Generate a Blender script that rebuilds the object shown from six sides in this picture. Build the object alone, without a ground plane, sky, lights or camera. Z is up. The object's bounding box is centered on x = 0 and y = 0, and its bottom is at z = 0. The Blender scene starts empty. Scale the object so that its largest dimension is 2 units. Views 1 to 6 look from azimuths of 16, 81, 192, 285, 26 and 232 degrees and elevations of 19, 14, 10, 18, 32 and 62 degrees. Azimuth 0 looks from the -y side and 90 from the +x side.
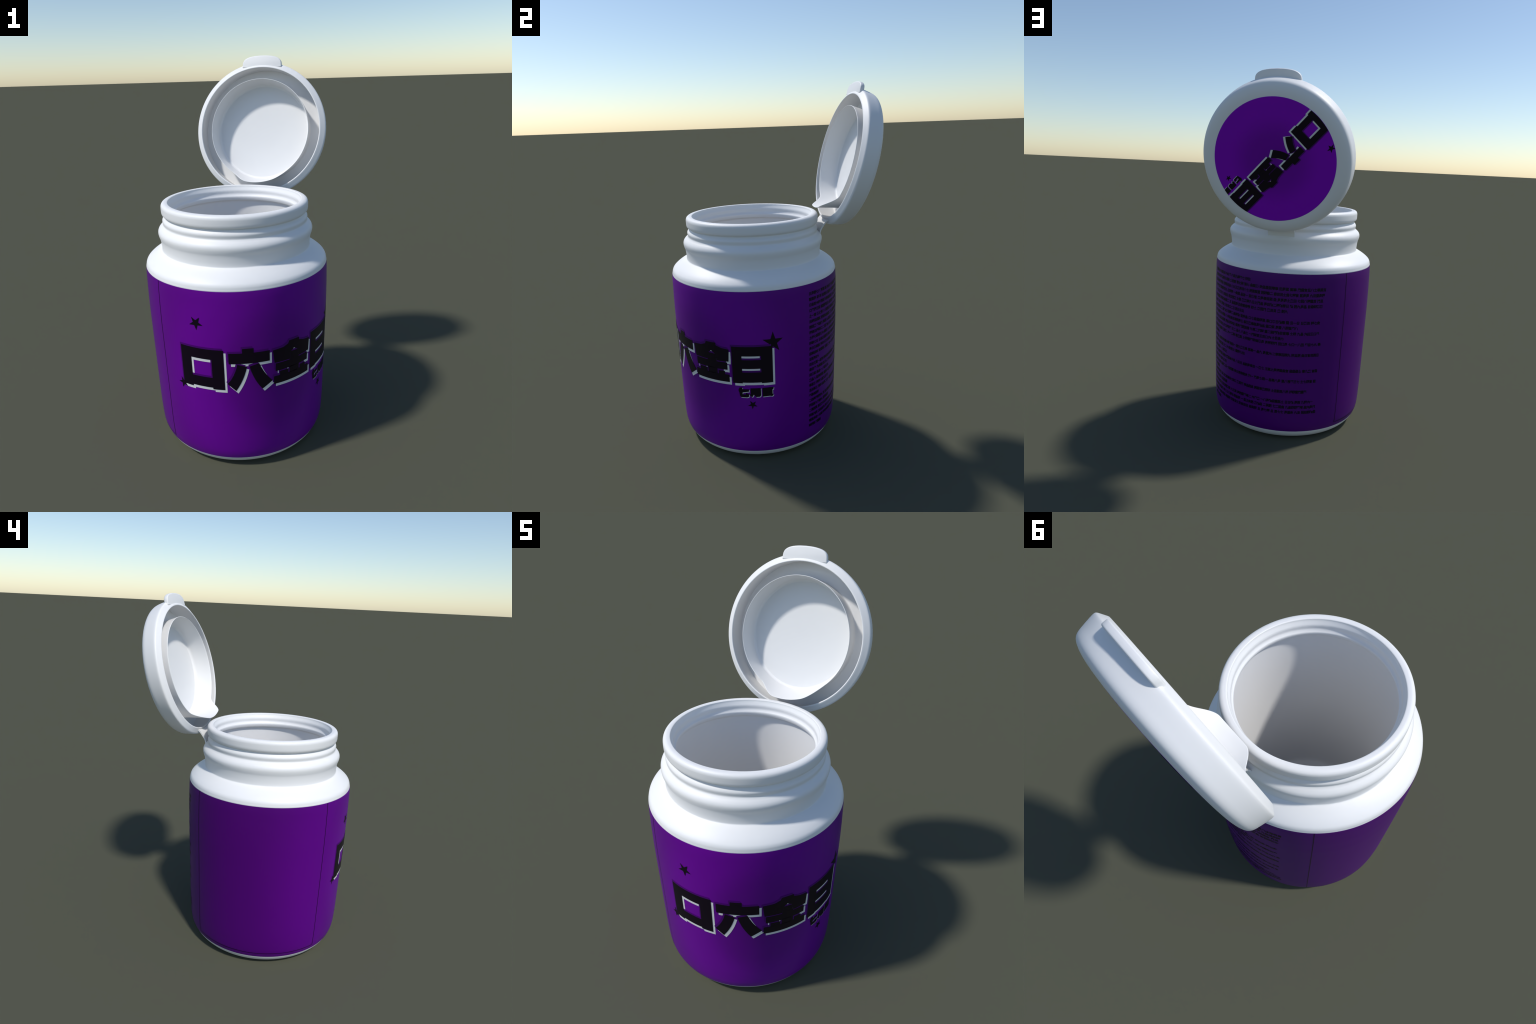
"""White plastic jar with a hinged flip-top lid, standing open, wrapped in an
indigo printed label.  Everything is built from lathe profiles, lofts and
flat lettering shapes that are bent onto the label."""
import bpy, bmesh, math, random
from math import sin, cos, pi, radians, degrees, sqrt, atan2, hypot
from mathutils import Vector, Matrix
from mathutils.geometry import tessellate_polygon

random.seed(7)
SEG = 224                      # lathe segments
AXIS_Y = -0.114                # bottle axis (x = 0)

# lid frame: centre of its printed outer face, opened by about 104 degrees
LID_O = Vector((0, 0.5117, 1.5653))
LID_T = radians(-13.84)
LID_OUT = Vector((0, cos(LID_T), sin(LID_T)))      # away from the jar
LID_FWD = -LID_OUT                                 # toward the lid opening
LID_UP = Vector((0, -sin(LID_T), cos(LID_T)))


# ------------------------------------------------------------------ materials
def principled(name, color, rough=0.5, spec=0.5, grain=0.0, mottle=0.0):
    m = bpy.data.materials.new(name)
    m.use_nodes = True
    nt = m.node_tree
    b = nt.nodes["Principled BSDF"]
    b.inputs["Base Color"].default_value = (*color, 1)
    b.inputs["Roughness"].default_value = rough
    b.inputs["Specular IOR Level"].default_value = spec
    tc = nt.nodes.new("ShaderNodeTexCoord")
    if mottle:
        n = nt.nodes.new("ShaderNodeTexNoise")
        n.inputs["Scale"].default_value = 9
        n.inputs["Detail"].default_value = 3
        r = nt.nodes.new("ShaderNodeMapRange")
        r.inputs["To Min"].default_value = 1 - mottle
        r.inputs["To Max"].default_value = 1 + mottle
        mx = nt.nodes.new("ShaderNodeMix")
        mx.data_type = 'RGBA'
        mx.blend_type = 'MULTIPLY'
        mx.inputs["Factor"].default_value = 1
        mx.inputs[6].default_value = (*color, 1)
        nt.links.new(tc.outputs["Object"], n.inputs["Vector"])
        nt.links.new(n.outputs["Fac"], r.inputs["Value"])
        nt.links.new(r.outputs["Result"], mx.inputs[7])
        nt.links.new(mx.outputs[2], b.inputs["Base Color"])
    if grain:
        n2 = nt.nodes.new("ShaderNodeTexNoise")
        n2.inputs["Scale"].default_value = 160
        bp = nt.nodes.new("ShaderNodeBump")
        bp.inputs["Strength"].default_value = grain
        bp.inputs["Distance"].default_value = 0.001
        nt.links.new(tc.outputs["Object"], n2.inputs["Vector"])
        nt.links.new(n2.outputs["Fac"], bp.inputs["Height"])
        nt.links.new(bp.outputs["Normal"], b.inputs["Normal"])
    return m


ART_CENTRE = (radians(36.7), 0.546)               # middle of the printed front panel
LABEL_SPEC, LABEL_ROUGH = 0.22, 0.38


def math_node(nt, op, a, b=None):
    n = nt.nodes.new("ShaderNodeMath")
    n.operation = op
    for k, v in enumerate((a, b)):
        if v is None:
            continue
        if isinstance(v, (int, float)):
            n.inputs[k].default_value = v
        else:
            nt.links.new(v, n.inputs[k])
    return n.outputs[0]


def printed_glow(name, color, stops, on_lid):
    """Flat purple print with the artwork's soft radial gradient: darker behind
    the lettering, brightest in a ring round it."""
    m = principled(name, color, LABEL_ROUGH, LABEL_SPEC)
    nt = m.node_tree
    tc = nt.nodes.new("ShaderNodeTexCoord")
    sep = nt.nodes.new("ShaderNodeSeparateXYZ")
    if on_lid:
        off = nt.nodes.new("ShaderNodeVectorMath")
        off.operation = 'DISTANCE'
        nt.links.new(tc.outputs["Object"], off.inputs[0])
        off.inputs[1].default_value = LID_O
        dist = off.outputs["Value"]
    else:
        nt.links.new(tc.outputs["Object"], sep.inputs[0])
        x, y, z = sep.outputs
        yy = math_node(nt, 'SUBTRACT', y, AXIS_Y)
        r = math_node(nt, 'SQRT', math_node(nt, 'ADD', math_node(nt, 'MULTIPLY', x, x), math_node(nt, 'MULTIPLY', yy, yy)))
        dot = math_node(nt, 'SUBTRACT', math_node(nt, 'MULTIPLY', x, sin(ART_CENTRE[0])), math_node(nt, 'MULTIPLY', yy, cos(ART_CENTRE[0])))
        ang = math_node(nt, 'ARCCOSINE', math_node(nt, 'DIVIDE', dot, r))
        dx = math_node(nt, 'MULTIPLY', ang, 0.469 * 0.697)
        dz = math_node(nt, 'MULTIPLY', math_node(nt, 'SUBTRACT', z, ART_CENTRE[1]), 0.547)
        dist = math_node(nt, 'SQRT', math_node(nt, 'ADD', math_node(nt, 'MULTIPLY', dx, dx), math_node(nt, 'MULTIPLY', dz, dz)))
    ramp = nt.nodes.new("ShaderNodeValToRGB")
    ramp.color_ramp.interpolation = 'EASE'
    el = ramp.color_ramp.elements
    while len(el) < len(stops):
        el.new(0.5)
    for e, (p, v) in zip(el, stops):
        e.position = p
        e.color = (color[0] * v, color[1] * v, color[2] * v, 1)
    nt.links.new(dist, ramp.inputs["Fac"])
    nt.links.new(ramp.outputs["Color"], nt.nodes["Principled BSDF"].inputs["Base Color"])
    return m


PLASTIC = principled("white_plastic", (0.80, 0.80, 0.80), 0.5, 0.5)
LABEL = printed_glow("purple_label_print", (0.140, 0.001, 0.288),  # purple lightened as a balance between the sunlit and shaded sides
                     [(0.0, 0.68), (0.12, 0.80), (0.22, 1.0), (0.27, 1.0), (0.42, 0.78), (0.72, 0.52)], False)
LID_LABEL = printed_glow("purple_lid_print", (0.235, 0.0, 0.50), [(0.0, 0.60), (0.10, 0.72), (0.24, 1.0)], True)  # same print as the sleeve, base colour brightened for the lid's shaded face
INK = principled("black_ink", (0.0050, 0.0012, 0.0075), LABEL_ROUGH, LABEL_SPEC)
HALO = principled("drawn_shadow_ink", (0.066, 0.001, 0.140), LABEL_ROUGH, LABEL_SPEC)  # darkened purple for the drop shadow drawn behind the letters
FINE_INK = principled("fine_print_ink", (0.0060, 0.0012, 0.0095), LABEL_ROUGH, LABEL_SPEC)
PAPER = principled("white_print", (0.70, 0.70, 0.70), LABEL_ROUGH, LABEL_SPEC)


# ------------------------------------------------------------------ helpers
def link(ob, parent=None):
    bpy.context.collection.objects.link(ob)
    if parent is not None:
        ob.parent = parent
    return ob


def catmull(pts, n=4):
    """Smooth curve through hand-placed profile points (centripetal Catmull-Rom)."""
    P = [Vector(p) for p in pts]
    P = [P[0] * 2 - P[1]] + P + [P[-1] * 2 - P[-2]]
    out = []
    for i in range(1, len(P) - 2):
        p0, p1, p2, p3 = P[i - 1:i + 3]
        t0 = 0.0
        t1 = t0 + max((p1 - p0).length, 1e-9) ** 0.5
        t2 = t1 + max((p2 - p1).length, 1e-9) ** 0.5
        t3 = t2 + max((p3 - p2).length, 1e-9) ** 0.5
        for k in range(n):
            t = t1 + (t2 - t1) * k / n
            a1 = p0 * ((t1 - t) / (t1 - t0)) + p1 * ((t - t0) / (t1 - t0))
            a2 = p1 * ((t2 - t) / (t2 - t1)) + p2 * ((t - t1) / (t2 - t1))
            a3 = p2 * ((t3 - t) / (t3 - t2)) + p3 * ((t - t2) / (t3 - t2))
            b1 = a1 * ((t2 - t) / (t2 - t0)) + a2 * ((t - t0) / (t2 - t0))
            b2 = a2 * ((t3 - t) / (t3 - t1)) + a3 * ((t - t1) / (t3 - t1))
            out.append(tuple(b1 * ((t2 - t) / (t2 - t1)) + b2 * ((t - t1) / (t2 - t1))))
    out.append(tuple(P[-2]))
    return out


def jar_point(r, ang, z):
    """ang = 0 faces -y, grows toward +x."""
    return Vector((r * sin(ang), AXIS_Y - r * cos(ang), z))


def lid_point(r, ang, s):
    """ang = 0 is the top of the open lid; s = depth from its printed face."""
    return LID_O + LID_UP * (r * cos(ang)) + Vector((r * sin(ang), 0, 0)) + LID_FWD * s


def lathe(profile, place, closed=False, warp=None):
    """Revolve (r, h) points; r = 0 ends become a single pole vertex."""
    verts, rings, faces = [], [], []
    for r, h in profile:
        if r < 1e-6:
            rings.append([len(verts)])
            verts.append(place(0, 0, h))
        else:
            ring = []
            for k in range(SEG):
                a = 2 * pi * k / SEG
                rr, hh = warp(r, h, a) if warp else (r, h)
                ring.append(len(verts))
                verts.append(place(rr, a, hh))
            rings.append(ring)
    pairs = list(zip(rings, rings[1:]))
    if closed:
        pairs.append((rings[-1], rings[0]))
    spans = []
    for A, B in pairs:
        start = len(faces)
        for k in range(SEG):
            j = (k + 1) % SEG
            if len(A) == 1:
                faces.append((A[0], B[j], B[k]))
            elif len(B) == 1:
                faces.append((A[k], A[j], B[0]))
            else:
                faces.append((A[k], A[j], B[j], B[k]))
        spans.append((start, len(faces)))
    return verts, faces, spans


def finish(me, mat, sharp=None):
    bm = bmesh.new()
    bm.from_mesh(me)
    bmesh.ops.recalc_face_normals(bm, faces=bm.faces)
    for f in bm.faces:
        f.smooth = True
    if sharp is not None:
        for e in bm.edges:
            if len(e.link_faces) == 2 and e.calc_face_angle(0) > sharp:
                e.smooth = False
    bm.to_mesh(me)
    bm.free()
    me.materials.clear()
    me.materials.append(mat)
    return me


def mesh_object(name, verts, faces, mat, parent, sharp=radians(40)):
    me = bpy.data.meshes.new(name)
    me.from_pydata([tuple(v) for v in verts], [], faces)
    finish(me, mat, sharp)
    return link(bpy.data.objects.new(name, me), parent)


def split_by_region(names, verts, faces, region_of, mat, parent):
    """One smooth surface cut into named parts that share border vertices and normals."""
    me = bpy.data.meshes.new("whole")
    me.from_pydata([tuple(v) for v in verts], [], faces)
    finish(me, mat)
    normals = [v.normal.copy() for v in me.vertices]
    polys = [tuple(p.vertices) for p in me.polygons]
    coords = [v.co.copy() for v in me.vertices]
    objs = []
    for name in names:
        fs = [p for p in polys if region_of(sum((coords[i] for i in p), Vector()) / len(p)) == name]
        used = sorted({i for f in fs for i in f})
        idx = {v: k for k, v in enumerate(used)}
        part = bpy.data.meshes.new(name)
        part.from_pydata([coords[i] for i in used], [], [tuple(idx[i] for i in f) for f in fs])
        part.polygons.foreach_set("use_smooth", [True] * len(part.polygons))
        part.normals_split_custom_set_from_vertices([normals[i] for i in used])
        part.materials.append(mat)
        objs.append(link(bpy.data.objects.new(name, part), parent))
    bpy.data.meshes.remove(me)
    return objs


# ------------------------------------------------------------------ the jar
jar = bpy.data.objects.new("flip_top_jar", None)
jar.location = (0, 0, 0)
link(jar)
jar["label"] = "white plastic jar with open hinged lid and purple printed label"
jar["category"] = "plastic jar"

# outer silhouette of the labelled wall: (height, radius)
WALL = [(0.040, 0.4310), (0.055, 0.4400), (0.070, 0.4465), (0.100, 0.4530), (0.150, 0.4565),
        (0.200, 0.4590), (0.400, 0.4645), (0.600, 0.4695), (0.750, 0.4730), (0.850, 0.4738),
        (0.950, 0.4730), (0.975, 0.4718), (0.990, 0.4700)]


def wall_radius(z):
    for (z0, r0), (z1, r1) in zip(WALL, WALL[1:]):
        if z <= z1:
            return r0 + (r1 - r0) * max(0.0, z - z0) / (z1 - z0)
    return WALL[-1][1]


LABEL_LO, LABEL_HI = 0.060, 0.9805
REC = 0.0025                                     # recess under the label

outer = [(0.0, 0.012), (0.20, 0.012), (0.330, 0.010), (0.345, 0.006), (0.356, 0.001), (0.366, 0.0),
         (0.378, 0.0008), (0.390, 0.005), (0.403, 0.0125), (0.418, 0.025), (0.4305, 0.040),
         (0.4375, 0.0515), (0.4412, 0.0585)]
outer += [(wall_radius(z) - REC, z) for z in (0.0615, 0.075, 0.10, 0.15, 0.2, 0.4, 0.6, 0.75, 0.85, 0.95, 0.979)]
shoulder = [(0.4708, 0.9830), (0.4693, 0.990), (0.4670, 1.000), (0.4618, 1.010), (0.4520, 1.020), (0.4395, 1.030),
            (0.4245, 1.040), (0.4075, 1.050), (0.3935, 1.0575), (0.3865, 1.0613)]
neck = [(0.3838, 1.0640), (0.3830, 1.0690), (0.3832, 1.0800), (0.3845, 1.0950), (0.3862, 1.1090), (0.3887, 1.1215),
        (0.3925, 1.1320), (0.3952, 1.1420), (0.3962, 1.1510), (0.3950, 1.1600), (0.3905, 1.1695),
        (0.3825, 1.1785), (0.3740, 1.1860), (0.3692, 1.1925), (0.3692, 1.1985), (0.3708, 1.2055),
        (0.3708, 1.2130), (0.3670, 1.2210), (0.3605, 1.2285), (0.3572, 1.2345), (0.3600, 1.2392),
        (0.3675, 1.2425), (0.3718, 1.2475), (0.3737, 1.2550), (0.3742, 1.2650), (0.3743, 1.2760),
        (0.3738, 1.2850), (0.3710, 1.2930), (0.3655, 1.2985), (0.3580, 1.3015), (0.3500, 1.3020),
        (0.3430, 1.3015), (0.3404, 1.3002), (0.3395, 1.2980), (0.3390, 1.2950)]
inner = [(0.3372, 1.2900), (0.3335, 1.2825), (0.3302, 1.2755), (0.3290, 1.2685), (0.3292, 1.2600), (0.3285, 1.2540),
         (0.3250, 1.2470), (0.3215, 1.2420), (0.3205, 1.2375), (0.3212, 1.2315), (0.3235, 1.2245), (0.3255, 1.2202),
         (0.3285, 1.2175), (0.3345, 1.2150), (0.3400, 1.2115), (0.3435, 1.2060), (0.3450, 1.1950), (0.3460, 1.1650), (0.3465, 1.1200)]
inner_low = [(0.3470, 1.0640), (0.3480, 0.90), (0.3495, 0.60), (0.3510, 0.30), (0.3515, 0.13), (0.3490, 0.098),
             (0.3420, 0.081), (0.3300, 0.073), (0.310, 0.070), (0.20, 0.070), (0.0, 0.070)]

foot = catmull(outer[:13], 3)
profile = foot + outer[13:] + catmull(shoulder + neck + inner + inner_low, 4)
bv, bf, _ = lathe(profile, jar_point)
NECK_Z = 1.0620


def bottle_region(c):
    return "neck" if c.z > NECK_Z else "bottle_body"


split_by_region(["bottle_body", "neck"], bv, bf, bottle_region, PLASTIC, jar)

# label sleeve: a thin wrapped sheet with its own edges
zs = [LABEL_LO + (LABEL_HI - LABEL_LO) * k / 60 for k in range(61)]
sleeve = [(wall_radius(z), z) for z in zs] + [(wall_radius(z) - 0.002, z) for z in (LABEL_HI, 0.8, 0.5, 0.2, 0.1, LABEL_LO)]
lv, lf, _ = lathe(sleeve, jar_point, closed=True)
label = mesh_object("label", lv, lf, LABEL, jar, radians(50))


# ------------------------------------------------------------------ print artwork
# Flat art space: X = degrees around the jar, Y = height in metres.
DEG = radians(1) * 0.469                          # metres of arc per degree


def box(x0, x1, y0, y1):
    return [(x0, y0), (x1, y0), (x1, y1), (x0, y1)]


def bow(a, mid, b, n=6):
    """Quadratic arc through three points."""
    c = (2 * mid[0] - 0.5 * (a[0] + b[0]), 2 * mid[1] - 0.5 * (a[1] + b[1]))
    return [((1 - t) ** 2 * a[0] + 2 * t * (1 - t) * c[0] + t * t * b[0],
             (1 - t) ** 2 * a[1] + 2 * t * (1 - t) * c[1] + t * t * b[1]) for t in (k / n for k in range(n + 1))]


def star(cx, cy, r, turn, wide=1.0):
    pts = []
    for k in range(10):
        a = radians(turn + 36 * k)
        rr = r if k % 2 == 0 else r * 0.385
        pts.append((cx + wide * rr * cos(a) / DEG, cy + rr * sin(a)))
    return pts


# each big character is a list of polygons
MOUTH = [box(-18.6, -11.7, .473, .688), box(1.15, 8.35, .473, .688),
         box(-11.7, 1.15, .634, .688), box(-11.7, 1.15, .4815, .536)]
SIX = [box(19.0, 25.6, .672, .6965), box(11.15, 35.0, .617, .6728),
       bow((16.0, .614), (13.7, .555), (9.9, .508)) + bow((14.8, .469), (18.9, .531), (21.5, .599)),
       bow((23.0, .600), (26.1, .527), (30.4, .469)) + bow((36.7, .505), (32.2, .552), (28.6, .613))]
METAL = [[(36.9, .667), (43.6, .671), (47.0, .683), (47.6, .697), (54.9, .697), (55.1, .683), (51.2, .650), (49.1, .636),
          (48.0, .5965), (38.0, .5975)],
         [(55.1, .683), (59.0, .672), (64.0, .667), (63.4, .5985), (55.0, .5965), (54.1, .634), (51.2, .650)],
         [(49.1, .636), (54.1, .634), (55.0, .592), (48.0, .592)],
         box(38.7, 62.4, .551, .5925), box(48.0, 55.2, .52, .555),
         box(37.5, 63.45, .481, .524), box(41.4, 47.3, .523, .5455), box(55.9, 60.5, .523, .5425)]
SUN = [box(65.7, 72.05, .479, .686), box(84.3, 91.65, .479, .686), box(72.05, 84.3, .6335, .686),
       box(72.05, 84.3, .5625, .6125), box(72.05, 84.3, .4833, .542)]
SEVEN = [[(69.8, .455), (71.5, .455), (71.6, .445), (75.8, .445), (75.8, .431), (71.6, .426), (71.5, .416), (73.4, .413),
          (73.9, .424), (75.9, .415), (75.5, .400), (74.5, .397), (70.4, .398), (69.7, .408), (69.5, .423), (69.0, .434), (69.0, .441)]]
MOON = [[(76.8, .4505), (83.5, .4505), (83.5, .408), (82.8, .400), (80.3, .399), (78.8, .413), (77.7, .398), (76.2, .410), (76.8, .420)]]
PAGE = [[(84.5, .451), (91.75, .451), (91.7, .440), (91.0, .437), (91.0, .412), (91.7, .409), (91.4, .401), (90.5, .398), (89.2, .401), (84.5, .3995)]]
BIG_STAR = [star(92.2, .7045, .0605, 90, 0.93)]
SMALL_STARS = [[star(-7.0, .819, .0365, 56)], [star(-19.3, .474, .0315, 40)], [star(77.85, .3535, .0265, 49)]]

WHITE_SHIFT = (1.30, -0.0145)
HALO_SHIFT = (-0.75, 0.0100)
BIG = [MOUTH, SIX, METAL, SUN]
TINY = [SEVEN, MOON, PAGE]


def shifted(polys, d):
    return [[(x + d[0], y + d[1]) for x, y in p] for p in polys]


def flat_bmesh(polys):
    bm = bmesh.new()
    for p in polys:
        vs = [bm.verts.new((x, y, 0)) for x, y in p]
        for tri in tessellate_polygon([[Vector((x, y, 0)) for x, y in p]]):
            bm.faces.new([vs[i] for i in tri])
    return bm


def to_object(bm, name, mat, parent):
    me = bpy.data.meshes.new(name)
    bm.to_mesh(me)
    bm.free()
    me.polygons.foreach_set("use_smooth", [True] * len(me.polygons))
    me.materials.append(mat)
    return link(bpy.data.objects.new(name, me), parent)


def outward(bm, direction):
    for f in bm.faces:
        f.normal_update()
        if f.normal.dot(direction(f.calc_center_median())) < 0:
            f.normal_flip()


def print_on_label(polys, name, mat, lift):
    """Cut flat shapes into narrow strips and bend them onto the label."""
    bm = flat_bmesh(polys)
    xs = [v.co.x for v in bm.verts]
    k = math.floor(min(xs) / 1.5) * 1.5
    while k < max(xs):
        bmesh.ops.bisect_plane(bm, geom=bm.verts[:] + bm.edges[:] + bm.faces[:], plane_co=(k, 0, 0), plane_no=(1, 0, 0), dist=1e-6)
        k += 1.5
    for v in bm.verts:
        v.co = jar_point(wall_radius(v.co.y) + lift, radians(v.co.x), v.co.y)
    outward(bm, lambda c: Vector((c.x, c.y - AXIS_Y, 0)))
    return to_object(bm, name, mat, label)


for polys in BIG:
    print_on_label(polys, "letter", INK, 0.0017)
    print_on_label(shifted(polys, HALO_SHIFT), "letter_shadow", HALO, 0.0012)
    print_on_label(shifted(polys, WHITE_SHIFT), "letter_outline", PAPER, 0.0008)
for polys in TINY:
    print_on_label(polys, "letter", INK, 0.0017)
    print_on_label(shifted(polys, (0.36, -0.004)), "letter_outline", PAPER, 0.0008)
print_on_label(BIG_STAR, "star", INK, 0.0005)
for polys in SMALL_STARS:
    print_on_label(polys, "star", INK, 0.0014)

# fine frame lines round the blank panel
LINE = 0.0032
hw = LINE / DEG / 2
frame = [box(-35.1 - hw, -35.1 + hw, .0875, LABEL_HI - 0.0005), box(-130.0 - hw, -130.0 + hw, .0875, LABEL_HI - 0.0005),
         box(-130.0, -35.1, .0875 - LINE / 2, .0875 + LINE / 2)]
bm = flat_bmesh(frame)
for k in range(-130, -34, 2):
    bmesh.ops.bisect_plane(bm, geom=bm.verts[:] + bm.edges[:] + bm.faces[:], plane_co=(k, 0, 0), plane_no=(1, 0, 0), dist=1e-6)
for k in range(2, 49):
    bmesh.ops.bisect_plane(bm, geom=bm.verts[:] + bm.edges[:] + bm.faces[:], plane_co=(0, k * .02, 0), plane_no=(0, 1, 0), dist=1e-6)
for v in bm.verts:
    v.co = jar_point(wall_radius(v.co.y) + 0.0008, radians(v.co.x), v.co.y)
outward(bm, lambda c: Vector((c.x, c.y - AXIS_Y, 0)))
to_object(bm, "frame_line", FINE_INK, label)

# ingredients panel: 26 lines of small characters set with the built-in font
GLYPHS = "一二六七八九土士口日目田回困圖區品王言車金門青頁國員買單重量黑曲畢臨醫園面里旦目田國圖區員"
ENDS = [162, 213.9, 213.2, 212.4, 212.4, 189.2, 157.7, 211.2, 196.3, 211.1, 187.3, 212.6, 127.5, 211.7, 158.9,
        140.7, 211.6, 140.1, 211.0, 128, 204.8, 141, 209.8, 211.8, 212.5, 131]
ADV, EM = 0.0157, 0.0192
START_DEG = 118.3


def text_line(n_chars):
    out, word = "", random.choice((3, 4, 5, 7))
    for k in range(n_chars):
        if word <= 0 and out and k < n_chars - 1 and out[-1] != " ":
            out += " "
            word = random.choice((1, 2, 3, 3, 4, 5, 6, 8))
        else:
            out += random.choice(GLYPHS)
            word -= 1
    return out


small = bmesh.new()
for i, end in enumerate(ENDS):
    zc = 0.9275 - 0.03095 * i
    n = max(2, round((end - START_DEG) * DEG / ADV * 1.06))
    cu = bpy.data.curves.new("line", 'FONT')
    cu.body = text_line(n)
    cu.size = 1.0
    cu.offset = 0.048
    cu.resolution_u = 1
    ob = link(bpy.data.objects.new("line", cu))
    dg = bpy.context.evaluated_depsgraph_get()
    me = bpy.data.meshes.new_from_object(ob.evaluated_get(dg))
    width = max(v.co.x for v in me.vertices)
    sx = (end - START_DEG) / width
    for v in me.vertices:
        y = zc + (v.co.y - 0.36) * EM
        v.co = jar_point(wall_radius(y) + 0.0008, radians(START_DEG + v.co.x * sx), y)
    small.from_mesh(me)
    bpy.data.objects.remove(ob)
    bpy.data.curves.remove(cu)
    bpy.data.meshes.remove(me)
outward(small, lambda c: Vector((c.x, c.y - AXIS_Y, 0)))
fine = to_object(small, "fine_print", FINE_INK, label)
fine["kind"] = "stuff"

# ------------------------------------------------------------------ the lid
# (radius, depth from the printed face)
cap = [(0.0, 0.0), (0.20, 0.0), (0.300, 0.0), (0.3060, 0.0002), (0.3180, 0.0010), (0.3330, 0.0035), (0.3480, 0.0080), (0.3600, 0.0135),
       (0.3690, 0.0205), (0.3745, 0.0290), (0.3780, 0.0400), (0.3810, 0.0570), (0.3840, 0.0760), (0.3858, 0.0900),
       (0.3862, 0.0980), (0.3852, 0.1032), (0.3815, 0.1075), (0.3750, 0.1120), (0.3660, 0.1180), (0.3590, 0.1226), (0.3550, 0.1242),
       (0.3520, 0.1230), (0.3508, 0.1185), (0.3520, 0.1050), (0.3545, 0.0800), (0.3565, 0.0400), (0.3580, 0.0180)]
cap_in = [(0.3575, 0.0145), (0.2820, 0.0140), (0.2700, 0.0190), (0.15, 0.0190), (0.0, 0.0190)]
cv, cf, _ = lathe(catmull(cap, 4) + cap_in, lid_point)
lid = mesh_object("lid", cv, cf, PLASTIC, jar, radians(45))


def bump(a):
    """1 at the hinge side of the lid (bottom when open), 0 elsewhere; set slightly off centre."""
    d = abs(a - (pi - radians(6)))
    t = min(1.0, max(0.0, (0.67 - d) / (0.67 - 0.24)))
    return t * t * (3 - 2 * t)


def tongue(r, s, a):
    k = max(0.0, (s - 0.05) / 0.074)
    b = bump(a)
    return r + 0.0172 * b * k, s + 0.0665 * b * k


ring = catmull([(0.2890, 0.0135), (0.2845, 0.0160), (0.2825, 0.0240), (0.2830, 0.045), (0.2852, 0.075), (0.2880, 0.105), (0.2900, 0.1215), (0.2898, 0.1238),
                (0.2887, 0.1247), (0.2875, 0.1238), (0.2866, 0.1215), (0.2840, 0.100), (0.2806, 0.070), (0.2782, 0.046), (0.2772, 0.0335),
                (0.2757, 0.0268), (0.2725, 0.0222), (0.2675, 0.0197), (0.2600, 0.0186)], 2)
rv, rf, _ = lathe(ring, lid_point, warp=tongue)
mesh_object("sealing_ring", rv, rf, PLASTIC, lid, radians(60))

# thumb tab: rounded plate on the rim opposite the hinge
half = [(0.1160, 0.356), (0.1150, 0.3680), (0.1140, 0.3780), (0.1105, 0.3895), (0.1030, 0.3990), (0.0910, 0.4070), (0.0720, 0.4140), (0.0380, 0.4195), (0.0, 0.4212)]
outline = catmull(half, 4)
outline = outline + [(-x, u) for x, u in reversed(outline[:-1])]
S0, S1, RB = 0.0950, 0.1185, 0.0055
outline_c = Vector((0, 0.385))


def inset(pts, d):
    out = []
    n = len(pts)
    for i, p in enumerate(pts):
        a, b = Vector(pts[max(0, i - 1)]), Vector(pts[min(n - 1, i + 1)])
        t = (b - a).normalized()
        nrm = Vector((-t.y, t.x))
        if nrm.dot(outline_c - Vector(p)) < 0:
            nrm = -nrm
        out.append(tuple(Vector(p) + nrm * d))
    return out


tv, tf = [], []
prof = [(S0, RB)] + [(S0 + RB * (1 - cos(radians(a))), RB * (1 - sin(radians(a)))) for a in (30, 60, 90)]
prof += [(S1 - RB * (1 - cos(radians(a))), RB * (1 - sin(radians(a)))) for a in (90, 60, 30)] + [(S1, RB)]
rows = []
for s, d in prof:
    row = []
    for x, u in inset(outline, d):
        row.append(len(tv))
        tv.append(LID_O + Vector((x, 0, 0)) + LID_UP * u + LID_FWD * s)
    rows.append(row)
for A, B in zip(rows, rows[1:]):
    for i in range(len(A) - 1):
        tf.append((A[i], A[i + 1], B[i + 1], B[i]))
tf.append(tuple(rows[0]))
tf.append(tuple(reversed(rows[-1])))
tf.append(tuple([r[0] for r in rows] + [r[-1] for r in reversed(rows)]))
mesh_object("thumb_tab", tv, tf, PLASTIC, lid, radians(50))

# printed disc on the lid
disc_v, disc_f, _ = lathe([(0.0, -0.0008), (0.15, -0.0008), (0.3045, -0.0008), (0.3052, 0.0002)], lid_point)
lid_label = mesh_object("lid_label", disc_v, disc_f, LID_LABEL, lid, radians(40))

# the same artwork, turned and squeezed, cropped by the disc
DISC_R = 0.3040


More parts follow.
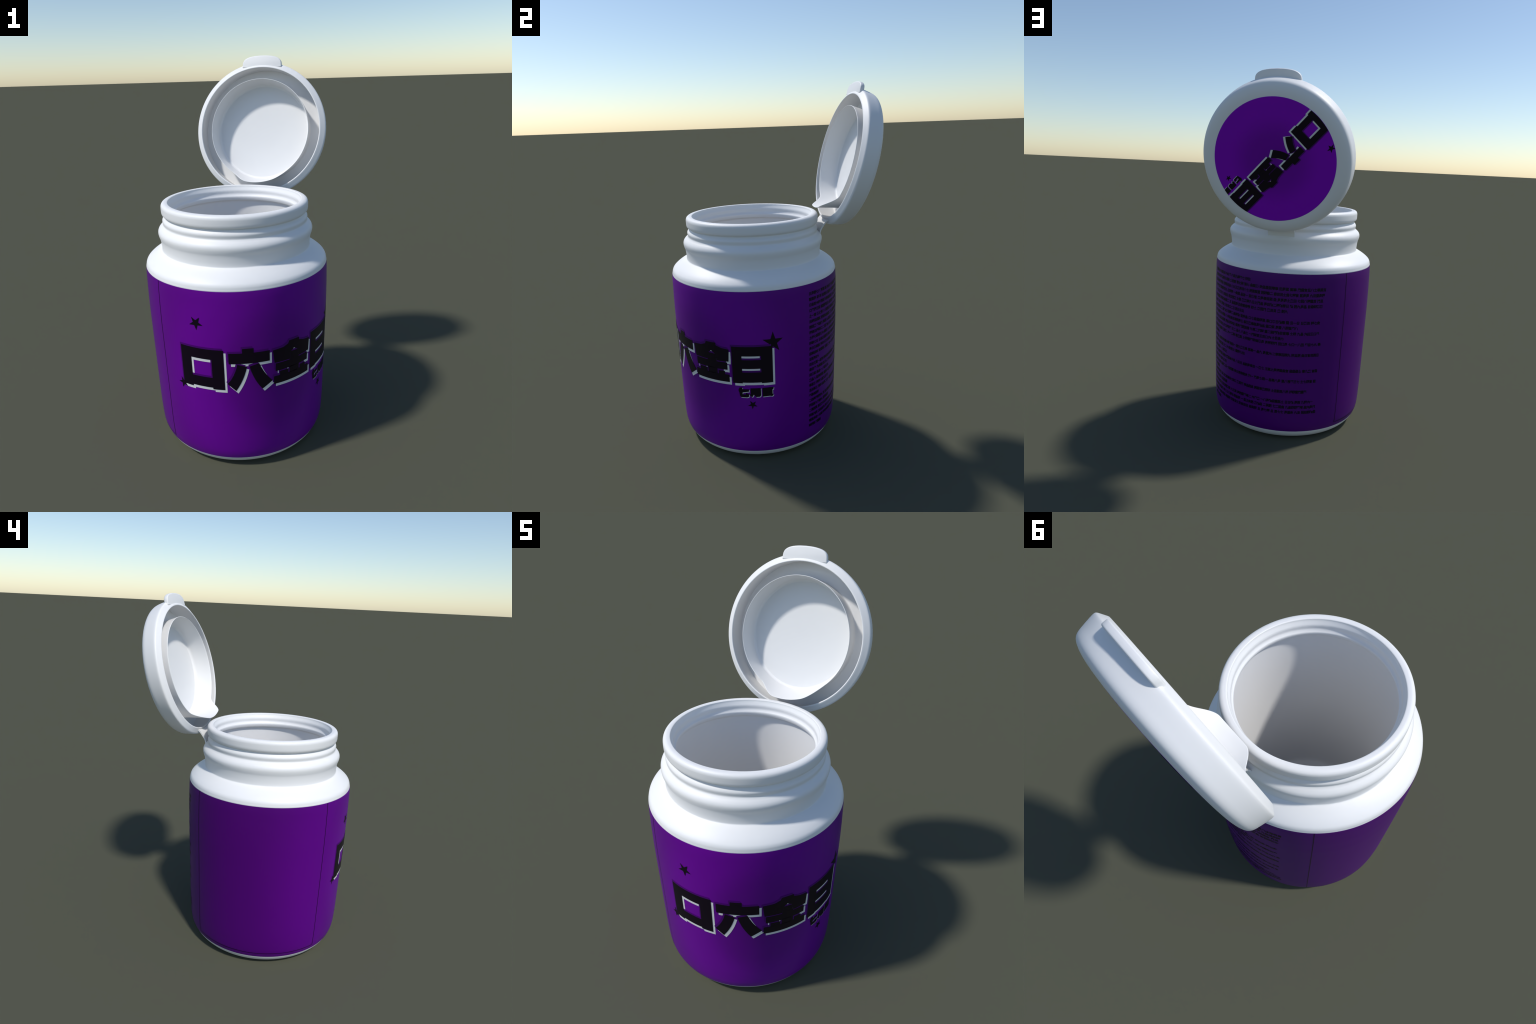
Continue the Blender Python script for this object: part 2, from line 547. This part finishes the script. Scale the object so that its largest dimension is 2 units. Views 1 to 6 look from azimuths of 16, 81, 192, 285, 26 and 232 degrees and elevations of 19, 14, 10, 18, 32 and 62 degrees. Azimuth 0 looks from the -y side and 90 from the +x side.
def print_on_lid(polys, name, mat, lift):
    bm = flat_bmesh(polys)
    for v in bm.verts:
        X, Z = v.co.x * DEG, v.co.y
        v.co = (-0.4821 * X + 0.3857 * Z - 0.0663, -0.5036 * X - 0.3881 * Z + 0.3633, 0)
    for k in range(120):
        a = 2 * pi * k / 120
        n = (cos(a), sin(a), 0)
        if any(v.co.dot(Vector(n)) > DISC_R for v in bm.verts):
            bmesh.ops.bisect_plane(bm, geom=bm.verts[:] + bm.edges[:] + bm.faces[:], plane_co=(n[0] * DISC_R, n[1] * DISC_R, 0),
                                   plane_no=n, clear_outer=True, dist=1e-6)
    if not bm.faces:
        bm.free()
        return
    for v in bm.verts:                            # right-hand side seen from behind is -x
        v.co = LID_O + Vector((-v.co.x, 0, 0)) + LID_UP * v.co.y + LID_OUT * (0.0008 + lift)
    outward(bm, lambda c: LID_OUT)
    to_object(bm, name, mat, lid)


for polys in BIG:
    print_on_lid(polys, "lid_letter", INK, 0.0015)
    print_on_lid(shifted(polys, HALO_SHIFT), "lid_letter_shadow", HALO, 0.0011)
    print_on_lid(shifted(polys, WHITE_SHIFT), "lid_letter_outline", PAPER, 0.0007)
for polys in TINY:
    print_on_lid(polys, "lid_letter", INK, 0.0015)
    print_on_lid(shifted(polys, (0.36, -0.004)), "lid_letter_outline", PAPER, 0.0007)
for polys in [BIG_STAR] + SMALL_STARS:
    print_on_lid(polys, "lid_star", INK, 0.0004)

# ------------------------------------------------------------------ the hinge strap
# outer line of the strap in the x = 0 plane, from the lid rim down onto the neck: (y, z, half width)
path = catmull([(0.3195, 1.2410, 0.0840), (0.3125, 1.2345, 0.0810), (0.3045, 1.2265, 0.0780), (0.2955, 1.2145, 0.0765), (0.2880, 1.2030, 0.0750),
                (0.2825, 1.1930, 0.0745), (0.2790, 1.1846, 0.0740), (0.2755, 1.1680, 0.0740), (0.2725, 1.1500, 0.0740)], 4)
NX, THICK = 17, 0.0075
hv, hf = [], []
n_rows = len(path)
grid = {}
for side in (0, 1):
    for i, (y, z, w) in enumerate(path):
        t = i / (n_rows - 1)
        a, b = path[max(0, i - 1)], path[min(n_rows - 1, i + 1)]
        ty, tz = b[0] - a[0], b[1] - a[1]
        L = hypot(ty, tz)
        ny, nz = tz / L, -ty / L                  # toward the jar axis side
        if ny > 0:
            ny, nz = -ny, -nz
        for j in range(NX):
            x = w * (2 * j / (NX - 1) - 1)
            neck_sag = -(0.391 - sqrt(0.391 ** 2 - x * x)) * t
            rim_rise = (0.37 - sqrt(0.37 ** 2 - x * x)) * (1 - t)
            grid[side, i, j] = len(hv)
            hv.append((x, y + neck_sag + rim_rise * 0.24 + side * THICK * ny, z + rim_rise * 0.97 + side * THICK * nz))
for i in range(n_rows - 1):
    for j in range(NX - 1):
        hf.append((grid[0, i, j], grid[0, i, j + 1], grid[0, i + 1, j + 1], grid[0, i + 1, j]))
        hf.append((grid[1, i, j], grid[1, i + 1, j], grid[1, i + 1, j + 1], grid[1, i, j + 1]))
    for j in (0, NX - 1):
        hf.append((grid[0, i, j], grid[0, i + 1, j], grid[1, i + 1, j], grid[1, i, j]))
for i in (0, n_rows - 1):
    for j in range(NX - 1):
        hf.append((grid[0, i, j], grid[0, i, j + 1], grid[1, i, j + 1], grid[1, i, j]))
mesh_object("hinge", hv, hf, PLASTIC, jar, radians(50))
